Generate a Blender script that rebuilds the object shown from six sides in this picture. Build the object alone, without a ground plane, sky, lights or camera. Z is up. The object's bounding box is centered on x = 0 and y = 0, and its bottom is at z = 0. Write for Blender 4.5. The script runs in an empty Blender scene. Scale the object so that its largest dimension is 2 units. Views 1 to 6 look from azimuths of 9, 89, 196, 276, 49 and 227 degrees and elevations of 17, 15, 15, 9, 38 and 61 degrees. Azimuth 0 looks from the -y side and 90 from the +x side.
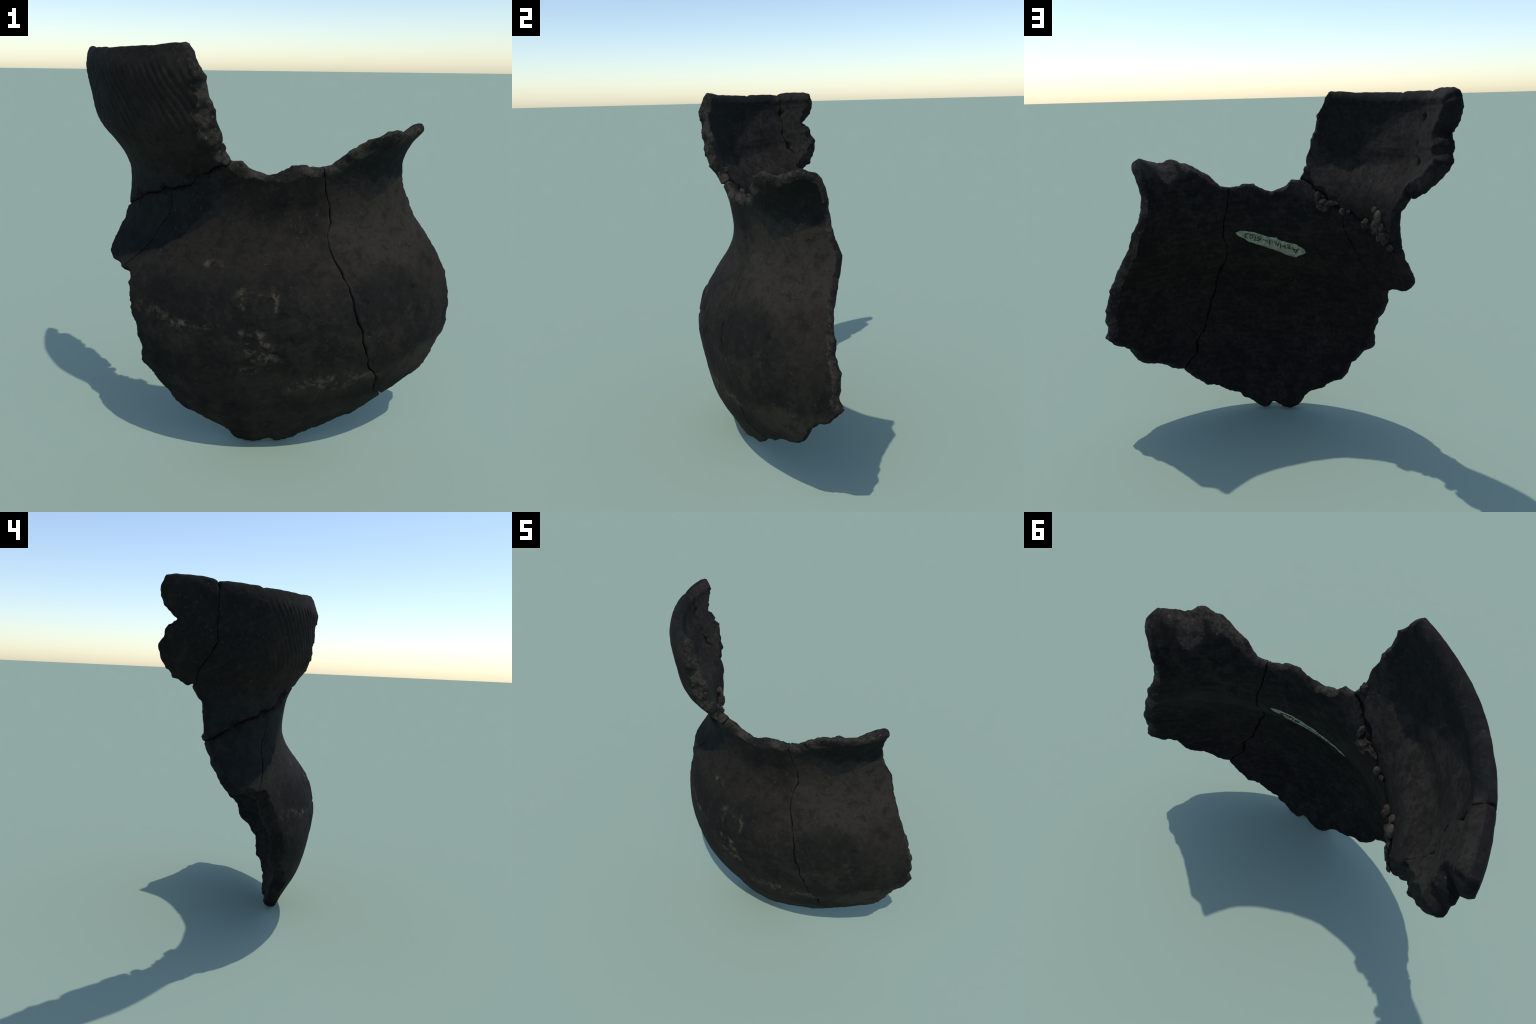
"""Half of a hand-built, smoke-blackened cooking pot, glued together from five sherds.

The wall is a surface round a tilted axis: a profile radius(height), a slow
out-of-round term, and a wall thickness.  Every sherd is a region of that wall in
(angle, height); its outer and inner skins meet in a ridge along the break, so each
sherd is one closed body with slanting, rough break faces."""
import bpy, math, random
import numpy as np
from mathutils import Vector, noise
from mathutils.geometry import delaunay_2d_cdt

random.seed(11)
rng = np.random.default_rng(11)

# ------------------------------------------------------------------ the wall
AXIS_FOOT = np.array([-0.0293, 0.6385, 1.0])          # axis passes here at height 1
AXIS = np.array([-0.0404, -0.0814, 1.0]); AXIS /= np.linalg.norm(AXIS)
SIDE = np.array([1.0, 0, 0]) - AXIS[0] * AXIS; SIDE /= np.linalg.norm(SIDE)
BACK = np.cross(AXIS, SIDE)

PROFILE_H = np.linspace(-0.1, 2.15, 15)
PROFILE_R = np.array([0.722, 0.855, 0.940, 1.022, 1.0565, 1.065, 1.033, 0.944,
                      0.821, 0.792, 0.822, 0.928, 0.948, 0.941, 0.8385])
# out-of-round: how far the hand-built wall leaves the circle, angle rows x height columns
WARP_A = np.array([-90., -60, -30, 0, 30, 50, 72])
WARP_H = np.array([0, .3, .6, .9, 1.2, 1.5, 1.8, 2.1])
WARP = np.array([[-.002, .003, .007, .003, -.004, .001, .003, .010],
                 [.007, .008, .012, .050, .038, -.012, -.016, -.002],
                 [.022, .007, .000, -.007, .024, .000, -.010, -.017],
                 [.030, -.006, -.013, -.007, -.010, -.006, -.021, -.009],
                 [-.034, -.014, -.021, -.017, -.026, -.016, -.021, .001],
                 [-.014, -.008, .000, -.010, .014, .012, .021, .004],
                 [.004, .034, .018, .025, .028, .013, .048, .011]])


def spline_matrix(k):
    n = len(k); d = np.diff(k); a = np.zeros((n, n)); b = np.zeros((n, n)); a[0, 0] = a[-1, -1] = 1
    for i in range(1, n - 1):
        a[i, i - 1], a[i, i], a[i, i + 1] = d[i - 1], 2 * (d[i - 1] + d[i]), d[i]
        b[i, i + 1] += 6 / d[i]; b[i, i] -= 6 / d[i] + 6 / d[i - 1]; b[i, i - 1] += 6 / d[i - 1]
    return np.linalg.solve(a, b)


def spline_weights(k, m, x):
    x = np.clip(x, k[0], k[-1]); n = len(k); i = np.clip(np.searchsorted(k, x) - 1, 0, n - 2)
    d = np.diff(k)[i]; b = (x - k[i]) / d; a = 1 - b; e = np.eye(n)
    return (a[:, None] * e[i] + b[:, None] * e[i + 1]
            + ((a ** 3 - a) * d * d / 6)[:, None] * m[i] + ((b ** 3 - b) * d * d / 6)[:, None] * m[i + 1])


PM, AM, HM = spline_matrix(PROFILE_H), spline_matrix(WARP_A), spline_matrix(WARP_H)


def radius(a, h):
    r = (spline_weights(PROFILE_H, PM, h) @ PROFILE_R
         + np.einsum('ni,ij,nj->n', spline_weights(WARP_A, AM, a), WARP, spline_weights(WARP_H, HM, h)))
    # the wall swells a little under the broken front of the neck
    return r + .018 * np.exp(-(((a - 17) / 10) ** 2 + ((h - 1.39) / .12) ** 2)) \
        + .032 * np.exp(-(((a - 54) / 13) ** 2 + ((h - 1.625) / .062) ** 2))


WALL_H = np.linspace(-.1, 2.2, 231)
WALL_T = np.interp(WALL_H, [0.0, 0.3, 0.7, 1.0, 1.11, 1.18, 1.3, 1.45, 1.6, 1.75, 1.9, 2.0, 2.09],
                   [.072, .082, .089, .086, .077, .064, .062, .055, .062, .090, .078, .072, .062])
WALL_T = np.convolve(np.pad(WALL_T, 8, 'edge'), np.hanning(19)[1:-1] / np.hanning(19).sum(), 'valid')


def thickness(a, h):
    # thick belly, a sharp thinning inside the shoulder, thicker again in the collar
    t = np.interp(h, WALL_H, WALL_T)
    bulge = lambda ca, ch, ra, rh: np.exp(-(((a - ca) / ra) ** 2 + ((h - ch) / rh) ** 2))
    t = t - .014 * bulge(66, .98, 9, .16) - .014 * bulge(-30, .92, 12, .10)
    t = t + .010 * bulge(-40, 1.705, 18, .075) - .020 * bulge(-10, 1.86, 10, .06) - .014 * bulge(-54, 1.10, 12, .10)
    return t


def place(a, h, depth):
    """Points at angle a (deg, 0 = front, + = right), height h, depth below the outer skin."""
    a = np.asarray(a, float); h = np.asarray(h, float)
    r = radius(a, h); e = 0.004
    slope = (radius(a, h + e) - radius(a, h - e)) / (2 * e)
    t = np.radians(a)
    out = np.sin(t)[:, None] * SIDE - np.cos(t)[:, None] * BACK
    nrm = (out - slope[:, None] * AXIS) / np.sqrt(1 + slope ** 2)[:, None]
    return AXIS_FOOT + (h - 1)[:, None] * AXIS + r[:, None] * out - np.asarray(depth)[:, None] * nrm


# ------------------------------------------------------------------ noise helpers
def fbm(p, scale, octaves=4, seed=0.0):
    off = Vector((seed * 7.31, seed * 3.17, seed * 5.77))
    return np.array([noise.fractal(Vector(q) * scale + off, 0.9, 2.1, octaves) for q in p])


def cells(p, scale, seed=0.0):
    off = Vector((seed * 4.1, seed * 9.2, seed * 1.7))
    return np.array([noise.voronoi(Vector(q) * scale + off)[0][0] for q in p])


# ------------------------------------------------------------------ breaks and cracks
# every line: list of (angle, height)
CRACK = [(27.9, 1.486), (28.4, 1.385), (30.2, 1.297), (30.6, 1.215), (28.5, 1.150), (27.6, 1.097), (28.1, 1.050),
         (29.2, .998), (29.9, .941), (30.4, .875), (31.0, .800), (32.3, .710), (33.4, .628), (34.6, .545),
         (37.4, .480), (37.6, .388), (40.2, .355), (43.0, .303)]
SEAM_RIGHT = [(-3.4, 1.545), (-8.5, 1.524), (-10.8, 1.496), (-14.0, 1.483), (-16.4, 1.470), (-18.2, 1.430),
              (-22.4, 1.402), (-27.0, 1.392)]
SEAM_LEFT = [(-27.0, 1.392), (-30.8, 1.389), (-36.6, 1.355), (-41.0, 1.340), (-47.7, 1.300), (-51.6, 1.263), (-57.5, 1.225)]
SHOULDER_CRACK = [(-27.0, 1.392), (-27.2, 1.310), (-29.0, 1.250), (-31.3, 1.205), (-33.4, 1.130), (-35.2, 1.070),
                  (-38.0, 1.025), (-40.4, .985), (-41.9, .967)]
COLLAR_CRACK = [(-61.0, 2.024), (-61.0, 1.969), (-60.8, 1.900), (-60.0, 1.745), (-60.6, 1.715), (-62.5, 1.655),
                (-63.8, 1.611), (-63.2, 1.540)]
BODY_TOP = [(27.9, 1.486), (23.0, 1.493), (21.8, 1.508), (16.7, 1.515), (14.3, 1.489), (8.3, 1.470), (2.8, 1.504),
            (0.2, 1.540), (-2.7, 1.543), (-3.4, 1.545)]
BODY_LEFT = [(-41.9, .967), (-38.7, .925), (-38.3, .854), (-36.1, .783), (-32.8, .719), (-31.4, .642), (-31.7, .545)]
BODY_FOOT = [(-31.7, .545), (-28.2, .499), (-23.8, .395), (-23.2, .347), (-21.4, .295), (-18.0, .271), (-14.6, .213),
             (-10.4, .185), (-7.8, .142), (-7.1, .106), (-3.4, .057), (-.5, .054), (5.6, .082), (7.4, .052), (9.6, .049),
             (15.5, .090), (18.4, .102), (20.1, .127), (25.2, .145), (29.0, .181), (35.3, .195), (35.7, .211),
             (41.9, .279), (43.0, .303)]
SIDE_FOOT = [(43.0, .303), (47.1, .318), (51.2, .354), (57.5, .374), (59.5, .396), (62.1, .468), (64.9, .501),
             (67.8, .515), (71.0, .570)]
SIDE_EDGE = [(71.0, .570), (69.9, .612), (70.7, .691), (70.3, .777), (69.6, .818), (70.1, .888), (69.1, .952),
             (68.8, 1.010), (69.8, 1.110), (70.3, 1.160), (70.7, 1.216), (69.3, 1.272), (67.3, 1.349), (67.1, 1.407),
             (67.3, 1.473), (67.4, 1.538), (66.9, 1.588)]
SIDE_TOP = [(66.9, 1.588), (65.6, 1.616), (61.6, 1.634), (55.8, 1.615), (49.3, 1.626), (44.7, 1.614), (40.4, 1.584), (35.8, 1.551),
            (31.7, 1.494), (27.9, 1.486)]
SHOULDER_EDGE = [(-57.5, 1.225), (-56.6, 1.180), (-55.6, 1.155), (-55.9, 1.128), (-53.7, 1.056), (-51.7, 1.008),
                 (-50.1, .993), (-48.5, .979), (-46.2, .986), (-41.9, .967)]
NECK_RIGHT = [(-3.4, 1.545), (-4.2, 1.568), (-5.3, 1.605), (-4.3, 1.672), (-5.7, 1.725), (-5.8, 1.785), (-7.3, 1.837),
              (-7.6, 1.925), (-10.4, 1.997), (-12.6, 2.052)]
NECK_LIP = [(-12.6, 2.052), (-16.6, 2.054), (-23.2, 2.046), (-34.0, 2.043), (-43.4, 2.038), (-44.6, 2.030),
            (-46.0, 2.041), (-58.0, 2.036), (-61.0, 2.024)]
NECK_LEFT = [(-63.2, 1.540), (-64.0, 1.507), (-61.4, 1.455), (-59.0, 1.424), (-58.6, 1.392), (-58.0, 1.303), (-57.5, 1.225)]
COLLAR_LIP = [(-61.0, 2.024), (-62.4, 2.036), (-66.0, 2.040), (-74.3, 2.032), (-76.9, 2.016)]
COLLAR_EDGE = [(-76.9, 2.016), (-78.3, 1.971), (-78.2, 1.930), (-76.8, 1.886), (-74.7, 1.860), (-72.5, 1.833),
               (-74.1, 1.806), (-75.0, 1.804), (-75.8, 1.781), (-75.6, 1.752), (-77.5, 1.700), (-76.7, 1.646),
               (-75.2, 1.615), (-74.9, 1.595), (-72.8, 1.566), (-72.3, 1.549), (-68.4, 1.534), (-65.8, 1.515), (-63.2, 1.540)]

# how each kind of edge is cut: outer set-back, inner set-back (start, end, metres),
# where the ridge lies in the wall (0 outer skin, 1 inner), outline jitter, face roughness
# and whether the break is old and sooty (1) or shows the brown core (0)
CUT = dict(
    crack=((.006, .006), (.008, .008), .5, .0046, .0, 1),
    hairline=((.0032, .0032), (.005, .005), .5, .0050, .0, 1),
    seam=((.015, .015), (.018, .018), .5, .0060, .003, 1),
    lip=((.018, .018), (.030, .030), .36, .0010, .0, 0),
    body_top=((.040, .034), (.022, .022), .60, .0036, .005, 0),
    body_left=((.055, .014), (.018, .018), .70, .0036, .005, 1),
    body_foot=((.018, .018), (.014, .014), .62, .0042, .005, 1),
    side_foot=((.016, .016), (.016, .016), .58, .0040, .005, 1),
    side_edge=((.026, .020), (.024, .024), .55, .0040, .005, 0),
    side_top=((.072, .024), (.095, .020), .45, .0036, .004, 0),
    shoulder_edge=((.016, .012), (.014, .010), .50, .0040, .005, 1),
    neck_right=((.014, .030), (.012, .020), .80, .0036, .006, 0),
    neck_left=((.018, .018), (.016, .016), .50, .0040, .005, 1),
    collar_edge=((.012, .012), (.060, .050), .30, .0040, .006, 1),
)
# places where a chip has left the joint wide open: angle, height, reach, extra set-back, side
CHIPS = [(-46.0, 1.308, .032, .034, 'outer'), (-16.8, 1.462, .048, .062, 'outer'), (-30, 1.39, .03, .014, 'outer'), (-60.6, 1.720, .02, .012, 'outer'),
         (-61.0, 2.02, .02, .010, 'outer'), (-61.0, 1.90, .03, .030, 'inner'), (-62.3, 1.655, .03, .024, 'inner'), (-60.2, 1.77, .02, .016, 'inner'),
         (34.6, .66, .04, .022, 'inner'), (39.0, .43, .05, .022, 'inner'), (28.5, 1.0, .04, .012, 'inner'),
         (-31.0, 1.20, .05, .010, 'inner'), (32.0, .88, .05, .006, 'outer'), (37.0, .47, .04, .008, 'outer'),
         (33.3, .64, .03, .008, 'outer')]
# dents and blisters of the outer skin: angle, height, radius, height of relief
SPOTS = [(53.2, .885, .020, .014), (51.2, .874, .012, -.014), (34.8, .888, .013, .010), (33.5, .885, .009, -.009),
         (-46.6, 1.316, .016, -.030), (-44.4, 1.324, .010, -.020), (-18.8, 1.452, .022, -.030), (-15.6, 1.474, .024, -.034),
         (-31.5, 1.384, .010, -.016), (-22.5, 1.405, .011, -.018), (-37.0, 1.352, .009, -.012),
         (41.0, .693, .010, -.006), (27.0, 1.009, .014, .004), (25.1, .954, .016, .004), (64.8, 1.033, .012, .004),
         (-9.0, 1.07, .016, .002), (22.0, .86, .012, -.004), (20.0, .80, .016, -.004), (13.0, .80, .03, .005),
         (1.0, .93, .055, .004), (9.0, .94, .03, .004), (-8.0, .84, .05, .003), (6.0, .80, .02, -.006), (30, .76, .03, .004),
         (57.0, .90, .025, .005), (59.0, .78, .02, .004), (-13.0, 1.31, .014, -.003)]
INNER_SPOTS = [(-11.7, 1.690, .014, -.012), (-10.6, 1.592, .014, -.012), (-55.0, 1.62, .02, .004), (-20, .70, .03, -.004),
               (10, .62, .03, -.004), (50, .95, .03, -.004), (56, .70, .03, .004), (-35, 1.85, .03, .003), (62, 1.30, .03, -.004)]
K = math.radians(1) * 0.95                              # metres of the flat layout per degree


def cut_line(pts, kind):
    o, i, ridge, jitter, rough, dark = CUT[kind]
    q = np.array([(a * K, h) for a, h in pts])
    seg = np.hypot(*np.diff(q, axis=0).T); s = np.r_[0, np.cumsum(seg)]
    n = max(2, int(s[-1] / 0.0062)); t = np.linspace(0, s[-1], n + 1)
    x = np.interp(t, s, q[:, 0]); y = np.interp(t, s, q[:, 1])
    # soften the straight runs a little, then fray them (a function of place: neighbours agree)
    for _ in range(2):
        x[1:-1] = .25 * x[:-2] + .5 * x[1:-1] + .25 * x[2:]
        y[1:-1] = .25 * y[:-2] + .5 * y[1:-1] + .25 * y[2:]
    fade = np.minimum(1, np.minimum(t, s[-1] - t) / .02) if kind in ('crack', 'hairline', 'seam') else np.minimum(1, np.minimum(t, s[-1] - t) / .008)
    p3 = np.c_[x, y, np.zeros(n + 1)]
    x = x + fade * jitter * 1.7 * fbm(p3, 22, 3, 1.0)
    y = y + fade * jitter * 1.7 * fbm(p3, 22, 3, 2.0)
    u = t / s[-1]
    # the points above are where the ridge stands; the ridge lies under the skin, along its normal
    a = x / K; e = .004
    slope = (radius(a, y + e) - radius(a, y - e)) / (2 * e)
    end = np.clip(np.minimum(t, s[-1] - t) / .03, 0, 1)
    y = y - (.5 + (ridge - .5) * end) * thickness(a, y) * slope / np.sqrt(1 + slope ** 2) * np.clip((y - .12) / .25, 0, 1)
    return np.c_[x, y, o[0] + (o[1] - o[0]) * u, i[0] + (i[1] - i[0]) * u,
                 np.full(n + 1, ridge), np.full(n + 1, rough), np.full(n + 1, dark)]


LINES = {}


def line(name, pts, kind):
    LINES[name] = cut_line(pts, kind)


for nm, pts, kind in (('crack', CRACK, 'crack'), ('seam_right', SEAM_RIGHT, 'seam'), ('seam_left', SEAM_LEFT, 'seam'),
                      ('shoulder_crack', SHOULDER_CRACK, 'hairline'), ('collar_crack', COLLAR_CRACK, 'hairline'),
                      ('body_top', BODY_TOP, 'body_top'), ('body_left', BODY_LEFT, 'body_left'),
                      ('body_foot', BODY_FOOT, 'body_foot'), ('side_foot', SIDE_FOOT, 'side_foot'),
                      ('side_edge', SIDE_EDGE, 'side_edge'), ('side_top', SIDE_TOP, 'side_top'),
                      ('shoulder_edge', SHOULDER_EDGE, 'shoulder_edge'), ('neck_right', NECK_RIGHT, 'neck_right'),
                      ('neck_lip', NECK_LIP, 'lip'), ('neck_left', NECK_LEFT, 'neck_left'),
                      ('collar_lip', COLLAR_LIP, 'lip'), ('collar_edge', COLLAR_EDGE, 'collar_edge')):
    line(nm, pts, kind)
# the right break of the neck slants: its outer edge stands far back in the middle
nr = LINES['neck_right']
nr[:, 2] = np.interp(nr[:, 1], [1.545, 1.60, 1.66, 1.72, 1.80, 1.90, 1.98, 2.04, 2.06], [.012, .038, .075, .080, .098, .062, .024, .018, .018])
bt = LINES['body_top']
bt[:, 2] = np.interp(bt[:, 0] / K, [-4, 0, 4, 9, 16, 22, 28], [.016, .050, .026, .012, .042, .026, .020])
st = LINES['side_top']
st[:, 2] = np.interp(st[:, 0] / K, [28, 33, 37, 44, 50, 56, 61, 66], [.020, .032, .042, .058, .048, .034, .022, .014])
st[:, 3] = np.interp(st[:, 0] / K, [28, 33, 40, 48, 55, 61, 66], [.016, .030, .050, .080, .095, .070, .030])


def loop_of(*names):
    parts = []
    for nm in names:
        rev = nm.startswith('-'); L = LINES[nm.lstrip('-')]
        L = L[::-1] if rev else L
        parts.append(L[:-1])
    return np.vstack(parts)


def inside(poly, x, y):
    c = np.zeros(len(x), bool); px, py = poly[:, 0], poly[:, 1]; j = len(px) - 1
    for i in range(len(px)):
        hit = ((py[i] > y) != (py[j] > y)) & (x < (px[j] - px[i]) * (y - py[i]) / (py[j] - py[i] + 1e-12) + px[i])
        c ^= hit; j = i
    return c


def nearest(poly, q):
    d = np.empty(len(q)); k = np.empty(len(q), int)
    a = poly; b = np.roll(poly, -1, 0); ab = b - a; l2 = (ab ** 2).sum(1) + 1e-12
    for s in range(0, len(q), 800):
        p = q[s:s + 800, None, :]
        t = np.clip(((p - a) * ab).sum(2) / l2, 0, 1)
        dd = ((p - a - t[..., None] * ab) ** 2).sum(2)
        m = dd.argmin(1); d[s:s + 800] = np.sqrt(dd[np.arange(len(m)), m])
        k[s:s + 800] = (m + (t[np.arange(len(m)), m] > .5)) % len(poly)
    return d, k


def smooth_ring(v, n):
    for _ in range(n):
        v = .25 * np.roll(v, 1) + .5 * v + .25 * np.roll(v, -1)
    return v


def outer_relief(a, h, p):
    """Small ups and downs of the outer skin, metres outward."""
    r = .0028 * fbm(p, 5.5, 3, 3) + .0011 * fbm(p, 26, 4, 4)
    # combed strokes on the collar: slanting one way on the right, the other way on the left
    band = np.clip((h - 1.60) / .06, 0, 1) * np.clip((2.0 - h) / .05, 0, 1)
    wob = .012 * fbm(p, 6, 2, 5)
    x = a * K
    right = np.sin((x * .80 + h * .55 + wob) * 2 * math.pi / .033) * np.clip((a + 47) / 8, 0, 1)
    left = np.sin((x * .50 - h * .80 + wob) * 2 * math.pi / .034) * np.clip((-45 - a) / 8, 0, 1)
    depth = .45 + .55 * np.clip(fbm(p, 9, 2, 6) + .5, 0, 1)
    r += band * depth * (.0036 * right + .0030 * left)
    # flaked skin on the belly: thin plates with a sharp step
    plate = np.clip((fbm(p, 8, 3, 7) - .08) * 18, 0, 1)
    zone = np.exp(-(((a - 6) / 17) ** 2 + ((h - .83) / .16) ** 2)) + .6 * np.exp(-(((a - 58) / 10) ** 2 + ((h - .82) / .14) ** 2))
    r += .0060 * plate * np.clip(zone * 1.6, 0, 1)
    for sa, sh, rad, amp in SPOTS:
        d2 = ((a - sa) * K) ** 2 + (h - sh) ** 2
        r += amp * np.exp(-d2 / rad ** 2 * 1.6)
    return r


def inner_relief(a, h, p):
    """Small ups and downs of the inner skin, metres inward."""
    r = .003 * fbm(p, 6, 3, 13) + .0012 * fbm(p, 24, 4, 14)
    # wiping ridges run round the pot inside the belly
    pp = p.copy(); pp[:, 2] *= 6
    r += .0016 * fbm(pp, 7, 3, 15)
    for sa, sh, rad, amp in INNER_SPOTS:
        r += amp * np.exp(-(((a - sa) * K) ** 2 + (h - sh) ** 2) / rad ** 2 * 1.6)
    return r


def make_mesh(name, verts, faces, mats, mat_index, smooth_angle=50):
    me = bpy.data.meshes.new(name)
    me.from_pydata([tuple(v) for v in verts], [], [tuple(int(i) for i in f) for f in faces])
    for m in mats:
        me.materials.append(m)
    me.polygons.foreach_set('material_index', np.asarray(mat_index, dtype=np.int32))
    me.polygons.foreach_set('use_smooth', np.ones(len(me.polygons), dtype=bool))
    me.update()
    me.validate()
    ob = bpy.data.objects.new(name, me)
    bpy.context.scene.collection.objects.link(ob)
    return ob


def build_sherd(name, loop, mats, grid=.0085, lift=0.0):
    """One sherd: outer skin, inner skin, both bent to the ridge of the break."""
    poly = loop[:, :2]
    o, i, ridge, rough = (smooth_ring(loop[:, c].copy(), 6) for c in (2, 3, 4, 5))
    for ca, ch, reach, extra, side in CHIPS:
        w = np.exp(-(((poly[:, 0] - ca * K) ** 2 + (poly[:, 1] - ch) ** 2) / reach ** 2))
        if side == 'outer':
            o = o + extra * w
        else:
            i = i + extra * w
    frayed = np.c_[poly, np.zeros(len(poly))]
    tight = np.clip(.75 + 1.3 * fbm(frayed, 11, 3, 23), .3, 1.7)          # cracks gape here and close there
    o = np.where(rough < .0005, o * np.where(ridge == .5, tight, 1), o)
    i = np.where(rough < .0005, i * np.where(ridge == .5, tight, 1), i)
    o = o * (1 + .6 * np.clip(fbm(frayed, 13, 4, 21), -1, 1) * (rough > .0005))
    i = i * (1 + .6 * np.clip(fbm(frayed, 13, 4, 22), -1, 1) * (rough > .0005))
    lo, hi = poly.min(0) - .02, poly.max(0) + .02
    gx, gy = np.meshgrid(np.arange(lo[0], hi[0], grid), np.arange(lo[1], hi[1], grid * .87))
    gx = gx + (np.arange(gx.shape[0]) % 2)[:, None] * grid * .5
    q = np.c_[gx.ravel(), gy.ravel()] + rng.uniform(-.0012, .0012, (gx.size, 2))
    q = q[inside(poly, q[:, 0], q[:, 1])]
    d, _ = nearest(poly, q)
    q = q[d > .0165]
    # denser rows beside the break
    area = .5 * np.sum(poly[:, 0] * np.roll(poly[:, 1], -1) - np.roll(poly[:, 0], -1) * poly[:, 1])
    tang = np.roll(poly, -1, 0) - np.roll(poly, 1, 0); tang /= np.linalg.norm(tang, axis=1)[:, None] + 1e-9
    inw = np.c_[-tang[:, 1], tang[:, 0]] * (1 if area > 0 else -1)
    inw = np.c_[smooth_ring(inw[:, 0], 2), smooth_ring(inw[:, 1], 2)]
    for k, step in enumerate((.0022, .0052, .0092, .0138)):
        r = poly + inw * step
        if k > 1:
            r = r[k % 2::2] if k == 3 else r
        r = r[inside(poly, r[:, 0], r[:, 1])]
        dd, _ = nearest(poly, r)
        q = np.vstack([q, r[dd > step * .8]])
    nb = len(poly)
    pts = [Vector(v) for v in poly] + [Vector(v) for v in q]
    vs, _, fs, ov, _, _ = delaunay_2d_cdt(pts, [], [list(range(nb))], 1, 1e-6)
    xy = np.array([(v.x, v.y) for v in vs]); tri = np.array([f for f in fs if len(f) == 3])
    d, k = nearest(poly, xy)
    used = tri.ravel()
    edge_count = {}
    for f in tri:
        for e in ((f[0], f[1]), (f[1], f[2]), (f[2], f[0])):
            e = (min(e), max(e)); edge_count[e] = edge_count.get(e, 0) + 1
    rim = np.zeros(len(xy), bool)
    for e, n in edge_count.items():
        if n == 1:
            rim[e[0]] = rim[e[1]] = True
    d[rim] = 0
    # soften the cut parameters across the skin so the break faces run on smoothly
    oo, ii, rr, gg, dk = o[k], i[k], ridge[k], rough[k], loop[k, 6]
    a = xy[:, 0] / K; h = xy[:, 1]
    base = place(a, h, np.zeros(len(a)))
    t = thickness(a, h)
    fo = np.clip(d / oo, 0, 1); fi = np.clip(d / ii, 0, 1)
    rnd = lambda f: np.sqrt(np.clip(1 - (1 - f) ** 2, 0, 1))
    wo = np.clip((oo - .02) / .03, 0, 1); wi = np.clip((ii - .02) / .03, 0, 1)
    so = (1 - wo) * rnd(fo) + wo * fo ** .62
    si = (1 - wi) * rnd(fi) + wi * fi ** .62
    grit = gg * (1.1 * fbm(base, 17, 5, 31) + .55 * fbm(base, 48, 3, 32) + .9 * (cells(base, 16, 2) - .35))
    outer = rr * t * (1 - so) - outer_relief(a, h, base) * so + grit * (fo < 1) * np.minimum(1, 4 * (1 - fo)) * np.minimum(1, d / .004)
    inner = t - (1 - rr) * t * (1 - si) + (inner_relief(a, h, base) + lift) * si - grit * (fi < 1) * np.minimum(1, 4 * (1 - fi)) * np.minimum(1, d / .004)
    inner = np.where(rim, outer, np.maximum(inner, outer + .003))
    po = place(a, h, outer); pi = place(a, h, inner)
    # shared ridge vertices
    idx_in = np.arange(len(xy)) + len(xy); idx_in[rim] = np.where(rim)[0]
    verts = np.vstack([po, pi])
    n2 = xy[tri]
    ccw = ((n2[:, 1, 0] - n2[:, 0, 0]) * (n2[:, 2, 1] - n2[:, 0, 1]) - (n2[:, 2, 0] - n2[:, 0, 0]) * (n2[:, 1, 1] - n2[:, 0, 1])) > 0
    tri = np.where(ccw[:, None], tri, tri[:, ::-1])
    faces = np.vstack([tri, idx_in[tri][:, ::-1]])
    brk = gg[tri].mean(1) > .0012
    core = np.where(dk[tri].mean(1) > .5, 3, 2)
    m_out = np.where((fo[tri].mean(1) < .93) & brk, core, 0)
    m_in = np.where((fi[tri].mean(1) < .93) & brk, core, 1)
    keep = np.unique(faces); remap = np.full(len(verts), -1); remap[keep] = np.arange(len(keep))
    return make_mesh(name, verts[keep], remap[faces], mats, np.r_[m_out, m_in])


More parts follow.
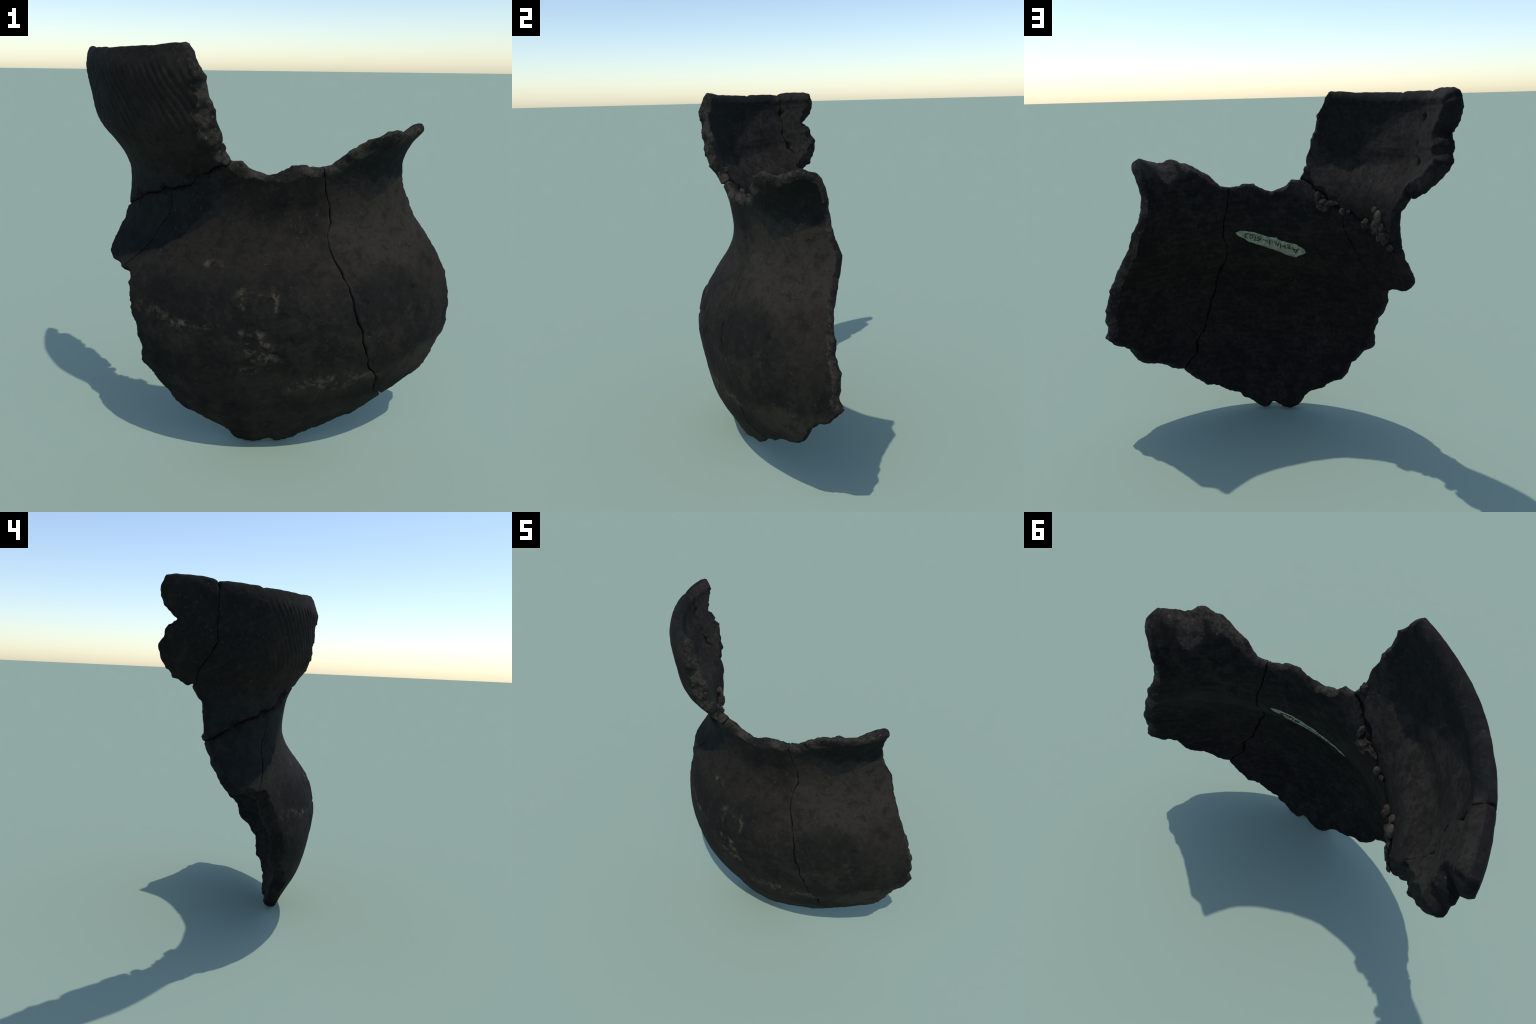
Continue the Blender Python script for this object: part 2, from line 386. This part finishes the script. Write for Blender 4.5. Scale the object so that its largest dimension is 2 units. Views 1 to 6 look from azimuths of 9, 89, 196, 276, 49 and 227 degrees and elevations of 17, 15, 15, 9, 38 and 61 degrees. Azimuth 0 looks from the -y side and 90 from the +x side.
# ------------------------------------------------------------------ materials
class Graph:
    """Tiny helper to write node maths as expressions."""

    def __init__(self, name):
        self.mat = bpy.data.materials.new(name); self.mat.use_nodes = True
        self.t = self.mat.node_tree; self.t.nodes.clear()
        self.out = self.t.nodes.new('ShaderNodeOutputMaterial')
        self.bsdf = self.t.nodes.new('ShaderNodeBsdfPrincipled')
        self.t.links.new(self.bsdf.outputs[0], self.out.inputs[0])
        tc = self.t.nodes.new('ShaderNodeTexCoord'); self.pos = tc.outputs['Object']

    def put(self, sock, v):
        if hasattr(v, 'is_linked'):
            self.t.links.new(v, sock)
        else:
            sock.default_value = v

    def m(self, op, a, b=0.0, c=0.0, clamp=False):
        n = self.t.nodes.new('ShaderNodeMath'); n.operation = op; n.use_clamp = clamp
        self.put(n.inputs[0], a); self.put(n.inputs[1], b); self.put(n.inputs[2], c)
        return n.outputs[0]

    def dot(self, v, w):
        n = self.t.nodes.new('ShaderNodeVectorMath'); n.operation = 'DOT_PRODUCT'
        self.put(n.inputs[0], v); n.inputs[1].default_value = tuple(w)
        return n.outputs['Value']

    def sub(self, v, w):
        n = self.t.nodes.new('ShaderNodeVectorMath'); n.operation = 'SUBTRACT'
        self.put(n.inputs[0], v); n.inputs[1].default_value = tuple(w)
        return n.outputs[0]

    def scaled(self, s):
        n = self.t.nodes.new('ShaderNodeMapping'); n.inputs['Scale'].default_value = s
        self.put(n.inputs['Vector'], self.pos); return n.outputs[0]

    def noise(self, scale, detail=4, rough=.6, vec=None, dist=0.0):
        n = self.t.nodes.new('ShaderNodeTexNoise')
        n.inputs['Scale'].default_value = scale; n.inputs['Detail'].default_value = detail
        n.inputs['Roughness'].default_value = rough; n.inputs['Distortion'].default_value = dist
        self.put(n.inputs['Vector'], vec if vec is not None else self.pos)
        return n.outputs['Fac']

    def step(self, v, lo, hi):
        n = self.t.nodes.new('ShaderNodeMapRange'); n.interpolation_type = 'SMOOTHSTEP'
        self.put(n.inputs[0], v); n.inputs[1].default_value = lo; n.inputs[2].default_value = hi
        return n.outputs[0]

    def mix(self, f, a, b):
        n = self.t.nodes.new('ShaderNodeMix'); n.data_type = 'RGBA'
        self.put(n.inputs[0], f)
        self.put(n.inputs[6], a if hasattr(a, 'is_linked') else (*a, 1)); self.put(n.inputs[7], b if hasattr(b, 'is_linked') else (*b, 1))
        return n.outputs[2]

    def angle_height(self):
        q = self.sub(self.pos, AXIS_FOOT)
        x = self.dot(q, SIDE); y = self.dot(q, -BACK)
        a = self.m('MULTIPLY', self.m('ARCTAN2', x, y), 180 / math.pi)
        h = self.m('ADD', self.dot(q, AXIS), 1.0)
        return a, h

    def blob(self, a, h, ca, ch, ra, rh, ragged, soft=.35):
        """Soft-edged patch round (ca, ch); ragged is a noise value about 0."""
        u = self.m('DIVIDE', self.m('SUBTRACT', a, ca), ra); v = self.m('DIVIDE', self.m('SUBTRACT', h, ch), rh)
        d = self.m('SQRT', self.m('ADD', self.m('MULTIPLY', u, u), self.m('MULTIPLY', v, v)))
        d = self.m('ADD', d, ragged)
        return self.step(d, 1 + soft, 1 - soft)

    def finish(self, col, rough, bump_h, strength, dist=.004, spec=.25):
        self.put(self.bsdf.inputs['Base Color'], col); self.put(self.bsdf.inputs['Roughness'], rough)
        self.bsdf.inputs['Specular IOR Level'].default_value = spec
        b = self.t.nodes.new('ShaderNodeBump'); b.inputs['Strength'].default_value = strength; b.inputs['Distance'].default_value = dist
        self.put(b.inputs['Height'], bump_h); self.t.links.new(b.outputs[0], self.bsdf.inputs['Normal'])
        return self.mat


SOOT = (.0098, .0091, .0079)
BLUE_SOOT = (.0092, .0095, .0090)
BROWN = (.0208, .0174, .0135)
WARM = (.0320, .0270, .0200)
PALE = (.1000, .0830, .0580)


def outer_clay():
    g = Graph('smoked_clay_outside'); a, h = g.angle_height()
    big = g.noise(2.6, 4, .55); mid = g.noise(8, 6, .62); fine = g.noise(42, 6, .68); rag = g.m('SUBTRACT', g.noise(12, 6, .68), .5)
    rag2 = g.m('MULTIPLY', rag, 1.7)
    col = g.mix(g.step(g.m('ADD', g.m('MULTIPLY', mid, .6), g.m('MULTIPLY', big, .4)), .42, .60), SOOT, BROWN)
    mx = lambda f, c, col, k=1.0: g.mix(g.m('MULTIPLY', f, k), col, c)
    # browner upper half of the right-hand sherd, and its foot
    col = mx(g.blob(a, h, 54, 1.19, 26, .25, rag2, .35), WARM, col, .8)
    col = mx(g.blob(a, h, 62, .86, 10, .20, rag2), BROWN, col, .7)
    col = mx(g.blob(a, h, 60, .47, 16, .08, rag2), WARM, col, .8)
    col = mx(g.blob(a, h, -12, 1.14, 26, .15, rag2), BROWN, col, .8)
    col = mx(g.blob(a, h, -28, 1.80, 15, .20, rag2), BROWN, col, .55)
    col = mx(g.blob(a, h, 3, .94, 7, .06, g.m('MULTIPLY', rag, 2.2), .3), WARM, col, .8)
    col = mx(g.blob(a, h, 12, .50, 28, .10, g.m('MULTIPLY', rag, 2.4), .4), BROWN, col, .7)
    # sooty zones
    col = mx(g.blob(a, h, -8, .90, 26, .12, rag2, .5), SOOT, col, .9)
    col = mx(g.blob(a, h, 44, .86, 11, .13, rag2, .5), SOOT, col, .85)
    col = mx(g.blob(a, h, -58, 1.75, 20, .40, rag2, .5), BLUE_SOOT, col, .8)
    col = mx(g.blob(a, h, 8, 1.40, 20, .10, rag2, .5), SOOT, col, .75)
    # clean-edged dark patch under the broken collar on the right
    e = g.m('ADD', g.m('MULTIPLY', g.m('MAXIMUM', g.m('SUBTRACT', 45, a), 0), .0118), g.m('MULTIPLY', g.m('MAXIMUM', g.m('SUBTRACT', a, 45), 0), .0040))
    e = g.m('ADD', g.m('SUBTRACT', g.m('SUBTRACT', h, 1.292), e), g.m('MULTIPLY', rag, .035))
    right = g.m('MULTIPLY', g.step(e, -.006, .006), g.step(a, 27, 30))
    col = mx(right, g.mix(g.step(mid, .4, .6), (.0085, .0098, .0090), (.0130, .0140, .0125)), col, .95)
    # and the one round the left shoulder
    e = g.m('MAXIMUM', g.m('ADD', 1.37, g.m('MULTIPLY', a, .0092)), g.m('ADD', 1.254, g.m('MULTIPLY', a, .0053)))
    e = g.m('SUBTRACT', h, e)
    e = g.m('ADD', e, g.m('MULTIPLY', rag, .030))
    left = g.m('MULTIPLY', g.step(e, -.008, .008), g.m('MULTIPLY', g.step(a, -4, -9), g.step(h, 1.50, 1.42)))
    col = mx(left, g.mix(g.step(mid, .4, .6), (.0082, .0095, .0100), (.0120, .0132, .0135)), col, .95)
    # pale crumbs of ash and earth
    crumb = g.step(g.noise(19, 7, .72), .46, .62)
    for ca, ch, ra, rh in ((-27, .848, 5, .028), (-22, .825, 4, .026), (-12.5, .822, 4.2, .014), (-18.5, .808, 2.6, .022), (1.5, .80, 4.5, .022), (4.5, .735, 3.6, .055),
                           (6.5, .665, 2.4, .035), (2.5, .61, 3, .022), (24, .50, 12, .04), (3, .95, 4, .035), (9, .95, 1.2, .05), (-9, 1.08, 3, .014)):
        col = mx(g.m('MULTIPLY', g.blob(a, h, ca, ch, ra, rh, g.m('MULTIPLY', rag, 2.6), .5), crumb), PALE, col, .6)
    speck = g.m('MULTIPLY', g.step(g.noise(60, 3, .6), .62, .70), g.step(g.noise(5, 3, .6), .46, .60))
    col = mx(speck, PALE, col, .28)
    # cloudy flecks, a thumb's breadth and less
    cloud = g.noise(15, 9, .74)
    col = g.mix(g.m('MULTIPLY', g.step(cloud, .50, .38), .55), col, (.0065, .0060, .0053))
    col = g.mix(g.m('MULTIPLY', g.step(cloud, .53, .68), .38), col, (.0340, .0285, .0212))
    # fine soot in the pores
    col = g.mix(g.m('MULTIPLY', g.step(fine, .54, .36), .30), col, (.0065, .0060, .0054))
    col = g.mix(g.m('MULTIPLY', g.step(g.noise(24, 6, .7), .52, .68), .30), col, WARM)
    bump = g.m('ADD', g.m('MULTIPLY', fine, .6), g.m('MULTIPLY', g.noise(120, 4, .6), .4))
    flake = g.step(g.noise(8, 5, .6), .50, .515)
    zone = g.m('ADD', g.blob(a, h, 7, .82, 20, .18, rag2, .3), g.blob(a, h, 58, .84, 11, .14, rag2, .3), clamp=True)
    bump = g.m('ADD', bump, g.m('MULTIPLY', g.m('MULTIPLY', flake, zone), .9))
    bump = g.m('SUBTRACT', bump, g.m('MULTIPLY', g.step(g.noise(26, 2, .4), .66, .74), 1.2))
    return g.finish(col, .9, bump, .45, .006, .12)


def inner_clay():
    g = Graph('smoked_clay_inside'); a, h = g.angle_height()
    mid = g.noise(8, 6, .62); fine = g.noise(40, 6, .68); rag = g.m('SUBTRACT', g.noise(12, 6, .68), .5)
    wiped = g.noise(9, 5, .65, vec=g.scaled((1, 1, 5)))
    col = g.mix(g.step(g.m('ADD', g.m('MULTIPLY', mid, .5), g.m('MULTIPLY', wiped, .5)), .42, .62), (.0088, .0080, .0066), (.0185, .0155, .0117))
    mx = lambda f, c, col, k=1.0: g.mix(g.m('MULTIPLY', f, k), col, c)
    # the neck is browner than the belly
    neck = g.m('MULTIPLY', g.step(g.m('ADD', h, g.m('MULTIPLY', rag, .12)), 1.40, 1.50), g.step(a, 6, -6))
    col = mx(neck, g.mix(g.step(mid, .40, .60), (.0150, .0126, .0105), (.0270, .0225, .0185)), col)
    # sooty tongue hanging from the lip
    e = g.m('ADD', g.m('MULTIPLY', g.m('MAXIMUM', g.m('SUBTRACT', -23, a), 0), .0092), g.m('MULTIPLY', g.m('MAXIMUM', g.m('SUBTRACT', a, -18), 0), .0085))
    e = g.m('ADD', g.m('SUBTRACT', g.m('SUBTRACT', h, 1.685), e), g.m('MULTIPLY', rag, .09))
    col = mx(g.step(e, -.012, .016), (.0090, .0100, .0100), col, .9)
    col = mx(g.blob(a, h, 0, 1.03, 40, .05, g.m('MULTIPLY', rag, 1.4), .5), (.0190, .0165, .0132), col, .6)
    col = mx(g.blob(a, h, -70, 1.80, 12, .30, rag, .4), (.0280, .0240, .0200), col, .7)
    # scratches and roots left by the soil
    s = g.noise(20, 3, .5, dist=1.6); thread = g.step(g.m('ABSOLUTE', g.m('SUBTRACT', s, .5)), .012, .004)
    thread = g.m('MULTIPLY', thread, g.step(g.noise(7, 3, .6), .50, .60))
    col = mx(thread, (.060, .052, .042), col, .5)
    speck = g.step(g.noise(55, 3, .6), .64, .72)
    col = mx(speck, (.060, .052, .042), col, .35)
    cloud = g.noise(15, 9, .74)
    col = g.mix(g.m('MULTIPLY', g.step(cloud, .50, .38), .5), col, (.0055, .0052, .0046))
    col = g.mix(g.m('MULTIPLY', g.step(cloud, .53, .68), .40), col, (.0290, .0240, .0190))
    col = g.mix(g.m('MULTIPLY', g.step(fine, .54, .38), .5), col, (.0050, .0048, .0045))
    col = g.mix(g.m('MULTIPLY', g.step(fine, .54, .68), .3), col, (.026, .022, .018))
    bump = g.m('ADD', g.m('MULTIPLY', fine, .6), g.m('MULTIPLY', g.noise(120, 4, .6), .4))
    return g.finish(col, .9, bump, .55, .005, .12)


def broken_clay(name, low, high, grain):
    g = Graph(name)
    mid = g.noise(9, 6, .68); fine = g.noise(50, 6, .7)
    col = g.mix(g.step(mid, .42, .60), low, high)
    v = g.t.nodes.new('ShaderNodeTexVoronoi'); v.inputs['Scale'].default_value = 45; g.put(v.inputs['Vector'], g.pos)
    grit = g.step(v.outputs['Distance'], .30, .12)
    col = g.mix(g.m('MULTIPLY', grit, g.step(fine, .5, .6)), col, grain)
    col = g.mix(g.m('MULTIPLY', g.step(fine, .54, .40), .6), col, (.008, .0072, .0064))
    return g.finish(col, .92, g.m('ADD', fine, g.m('MULTIPLY', v.outputs['Distance'], .5)), .8, .006, .12)


def plain(name, c1, c2, scale, rough=.9, bump=.5):
    g = Graph(name); n = g.noise(scale, 5, .65)
    return g.finish(g.mix(g.step(n, .4, .6), c1, c2), rough, n, bump, .004, .12)


OUT, IN, CORE = outer_clay(), inner_clay(), broken_clay('broken_clay_core', (.0150, .0132, .0112), (.0450, .0380, .0295), (.085, .072, .056))
OLD_CORE = broken_clay('sooty_clay_core', (.0085, .0082, .0075), (.0190, .0168, .0138), (.034, .030, .025))
GLUE = plain('filler_clay', (.016, .0135, .0105), (.052, .042, .031), 30)
PEBBLE = plain('filler_bead', (.036, .029, .022), (.070, .057, .042), 18, .8, .2)
PAINT = plain('label_paint', (.170, .175, .120), (.275, .280, .200), 34, .8, .3)
INK = plain('label_ink', (.018, .022, .017), (.045, .050, .038), 40)

# ------------------------------------------------------------------ build
root = bpy.data.objects.new('broken_clay_pot', None)
bpy.context.scene.collection.objects.link(root)
root['label'] = 'blackened half of a broken clay pot glued from sherds'
root['category'] = 'pottery fragment'

mats = (OUT, IN, CORE, OLD_CORE)
parts = [
    build_sherd('body_sherd', loop_of('body_top', 'seam_right', 'shoulder_crack', 'body_left', 'body_foot', '-crack'), mats),
    build_sherd('side_sherd', loop_of('crack', 'side_foot', 'side_edge', 'side_top'), mats),
    build_sherd('shoulder_sherd', loop_of('seam_left', 'shoulder_edge', '-shoulder_crack'), mats),
    build_sherd('neck_sherd', loop_of('neck_right', 'neck_lip', 'collar_crack', 'neck_left', '-seam_left', '-seam_right'), mats),
    build_sherd('rim_sherd', loop_of('collar_lip', 'collar_edge', '-collar_crack'), mats, lift=.006),
]


# crumbs of filler squeezed out of the seam inside the neck: angle, height, size, stretch, crumbly?
def lump(a, h, size, stretch, crumbly, seed):
    import bmesh
    bm = bmesh.new(); bmesh.ops.create_icosphere(bm, subdivisions=4, radius=1)
    P = np.array([v.co[:] for v in bm.verts]); s = seed * 3.7
    if crumbly:
        r = 1 + .30 * fbm(P, 1.3, 3, s) + .42 * (cells(P, 2.2, s) - .4) + .12 * fbm(P, 6, 3, s)
    else:
        r = 1 + .16 * fbm(P, 1.0, 2, s) + .03 * fbm(P, 5, 2, s)
    P = P * r[:, None] * np.array(stretch)
    t = float(thickness(np.array([a]), np.array([h]))[0])
    c = place([a], [h], [t + size * .25])[0]; n = place([a], [h], [t + size])[0] - place([a], [h], [t])[0]; n /= np.linalg.norm(n)
    tang = np.cross(AXIS, n); tang /= np.linalg.norm(tang); up = np.cross(n, tang)
    V = c + size * (P[:, :1] * tang + P[:, 1:2] * up + P[:, 2:] * n)
    F = [[v.index for v in f.verts] for f in bm.faces]; bm.free()
    return make_mesh('filler_lump' if crumbly else 'filler_bead', V, F, (GLUE if crumbly else PEBBLE,), [0] * len(F))


LUMPS = [(-16.8, 1.408, .038, (1.0, .95, .7), True), (-13.4, 1.443, .026, (.6, 1.3, .6), True), (-21.0, 1.424, .020, (1.5, .7, .6), True),
         (-26.6, 1.390, .020, (.95, 1.05, .9), False), (-29.6, 1.390, .011, (1.2, 1.1, .8), True), (-40.1, 1.346, .026, (1, 1, .8), True),
         (-46.0, 1.425, .019, (1, 1, .9), False), (-48.6, 1.396, .030, (1.0, 1.25, .6), False), (-47.0, 1.345, .034, (1, 1.2, .6), True),
         (-51.0, 1.345, .026, (1, 1.3, .5), True), (-47.4, 1.292, .016, (.7, 1.3, .7), False), (-52.5, 1.300, .032, (1.3, 1.1, .5), True),
         (-55.5, 1.262, .022, (1.2, .9, .5), True), (-6.0, 1.572, .018, (.9, 1.1, .9), True)]
for n, L in enumerate(LUMPS):
    parts.append(lump(*L, seed=n + 1))

# the painted strip for the find number, inside, with its upside-down lettering
LABEL = [(24.6, 1.215), (22.4, 1.230), (19.9, 1.230), (14.8, 1.217), (8.7, 1.189), (4.8, 1.188), (4.6, 1.176), (.5, 1.161),
         (-4.1, 1.152), (-7.8, 1.122), (-8.0, 1.105), (-3.1, 1.070), (-.7, 1.075), (3.6, 1.094), (11.9, 1.127), (17.8, 1.152), (23.5, 1.195)]


def on_inside(x, y, lift):
    a, h = np.asarray(x) / K, np.asarray(y)
    e = .004; slope = (radius(a, h + e) - radius(a, h - e)) / (2 * e)
    h = h - thickness(a, h) * slope / np.sqrt(1 + slope ** 2)
    base = place(a, h, np.zeros(len(a)))
    return place(a, h, thickness(a, h) + inner_relief(a, h, base) + lift)


def build_label():
    q = np.array([(a * K, h) for a, h in LABEL]); nxt = np.roll(q, -1, 0)
    edge = []
    for p0, p1 in zip(q, nxt):
        n = max(2, int(np.hypot(*(p1 - p0)) / .006)); edge += [p0 + (p1 - p0) * k / n for k in range(n)]
    edge = np.array(edge); e3 = np.c_[edge, np.zeros(len(edge))]
    edge = edge + .0022 * np.c_[fbm(e3, 40, 3, 41), fbm(e3, 40, 3, 42)]
    gx, gy = np.meshgrid(np.arange(edge[:, 0].min(), edge[:, 0].max(), .006), np.arange(edge[:, 1].min(), edge[:, 1].max(), .006))
    g = np.c_[gx.ravel(), gy.ravel()]; g = g[inside(edge, g[:, 0], g[:, 1])]; d, _ = nearest(edge, g); g = g[d > .003]
    vs, _, fs, *_ = delaunay_2d_cdt([Vector(v) for v in np.vstack([edge, g])], [], [list(range(len(edge)))], 1, 1e-6)
    xy = np.array([(v.x, v.y) for v in vs]); d, _ = nearest(edge, xy)
    top = on_inside(xy[:, 0], xy[:, 1], .0005 + .0022 * np.clip(d / .005, 0, 1)); bot = on_inside(xy[:, 0], xy[:, 1], np.full(len(xy), -.003))
    n = len(xy); F = []
    for f in fs:
        f = list(f); F.append(f[::-1]); F.append([k + n for k in f])
    return make_mesh('label', np.vstack([top, bot]), F, (PAINT,), [0] * len(F))


def glyph(ch):
    cu = bpy.data.curves.new('glyph_curve', 'FONT'); cu.body = ch; cu.size = 1; cu.resolution_u = 4
    tmp = bpy.data.objects.new('glyph_source', cu); bpy.context.scene.collection.objects.link(tmp)
    bpy.context.view_layer.update()
    me = bpy.data.meshes.new_from_object(tmp.evaluated_get(bpy.context.evaluated_depsgraph_get()))
    P = np.array([v.co[:2] for v in me.vertices]); F = [list(p.vertices) for p in me.polygons]
    bpy.data.objects.remove(tmp); bpy.data.curves.remove(cu); bpy.data.meshes.remove(me)
    return P, F


def build_lettering():
    """Handwritten find number: every sign leans and bobs its own way."""
    hand = random.Random(5); P = np.zeros((0, 2)); F = []; pen = 0.0
    for ch, size, gap in (('A', 1.0, .02), ('g', .85, .05), ('H', .85, .0), ('h', .85, .03), ('.', .9, .02), (':', .9, .04), ('I', 1.0, .06),
                          ('~', 1.0, .06), ('6', 1.0, .05), ('1', 1.0, .06), ('0', .85, .05), ('3', 1.0, .0)):
        g, f = glyph(ch); g = g * size; c = g.mean(0); t = hand.uniform(-.22, .22)
        g = (g - c) @ np.array([[math.cos(t), math.sin(t)], [-math.sin(t), math.cos(t)]]) + c
        g[:, 0] += pen - g[:, 0].min(); g[:, 1] += hand.uniform(-.07, .07)
        F += [[k + len(P) for k in q] for q in f]; P = np.vstack([P, g]); pen = g[:, 0].max() + gap + .03
    # stroke under the last two figures
    n = len(P); x0 = pen - 1.15
    P = np.vstack([P, [(x0, -.17), (pen - .05, -.14), (pen - .05, -.09), (x0, -.12)]]); F.append([n, n + 1, n + 2, n + 3])
    P[:, 0] /= P[:, 0].max()
    # seen from inside the writing runs from the low end to the high end, standing on its head
    start = np.array([-5.2 * K, 1.128]); end = np.array([20.2 * K, 1.210])
    run = end - start; head = np.array([run[1], -run[0]]) / np.linalg.norm(run)
    up = P[:, 1] * .047
    x = start[0] + P[:, 0] * run[0] + up * head[0]; y = start[1] + P[:, 0] * run[1] + up * head[1]
    top = on_inside(x, y, np.full(len(x), .0042)); bot = on_inside(x, y, np.full(len(x), .0012)); n = len(P)
    FF = [f for f in F] + [[k + n for k in f[::-1]] for f in F]
    ed = {}
    for f in F:
        for k in range(len(f)):
            e = (f[k], f[(k + 1) % len(f)])
            if (e[1], e[0]) in ed: ed.pop((e[1], e[0]))
            else: ed[e] = 1
    FF += [[e[0], e[1], e[1] + n, e[0] + n] for e in ed]
    return make_mesh('lettering', np.vstack([top, bot]), FF, (INK,), [0] * len(FF))


label = build_label(); letters = build_lettering()
for p in parts + [label]:
    p.parent = root
letters.parent = label
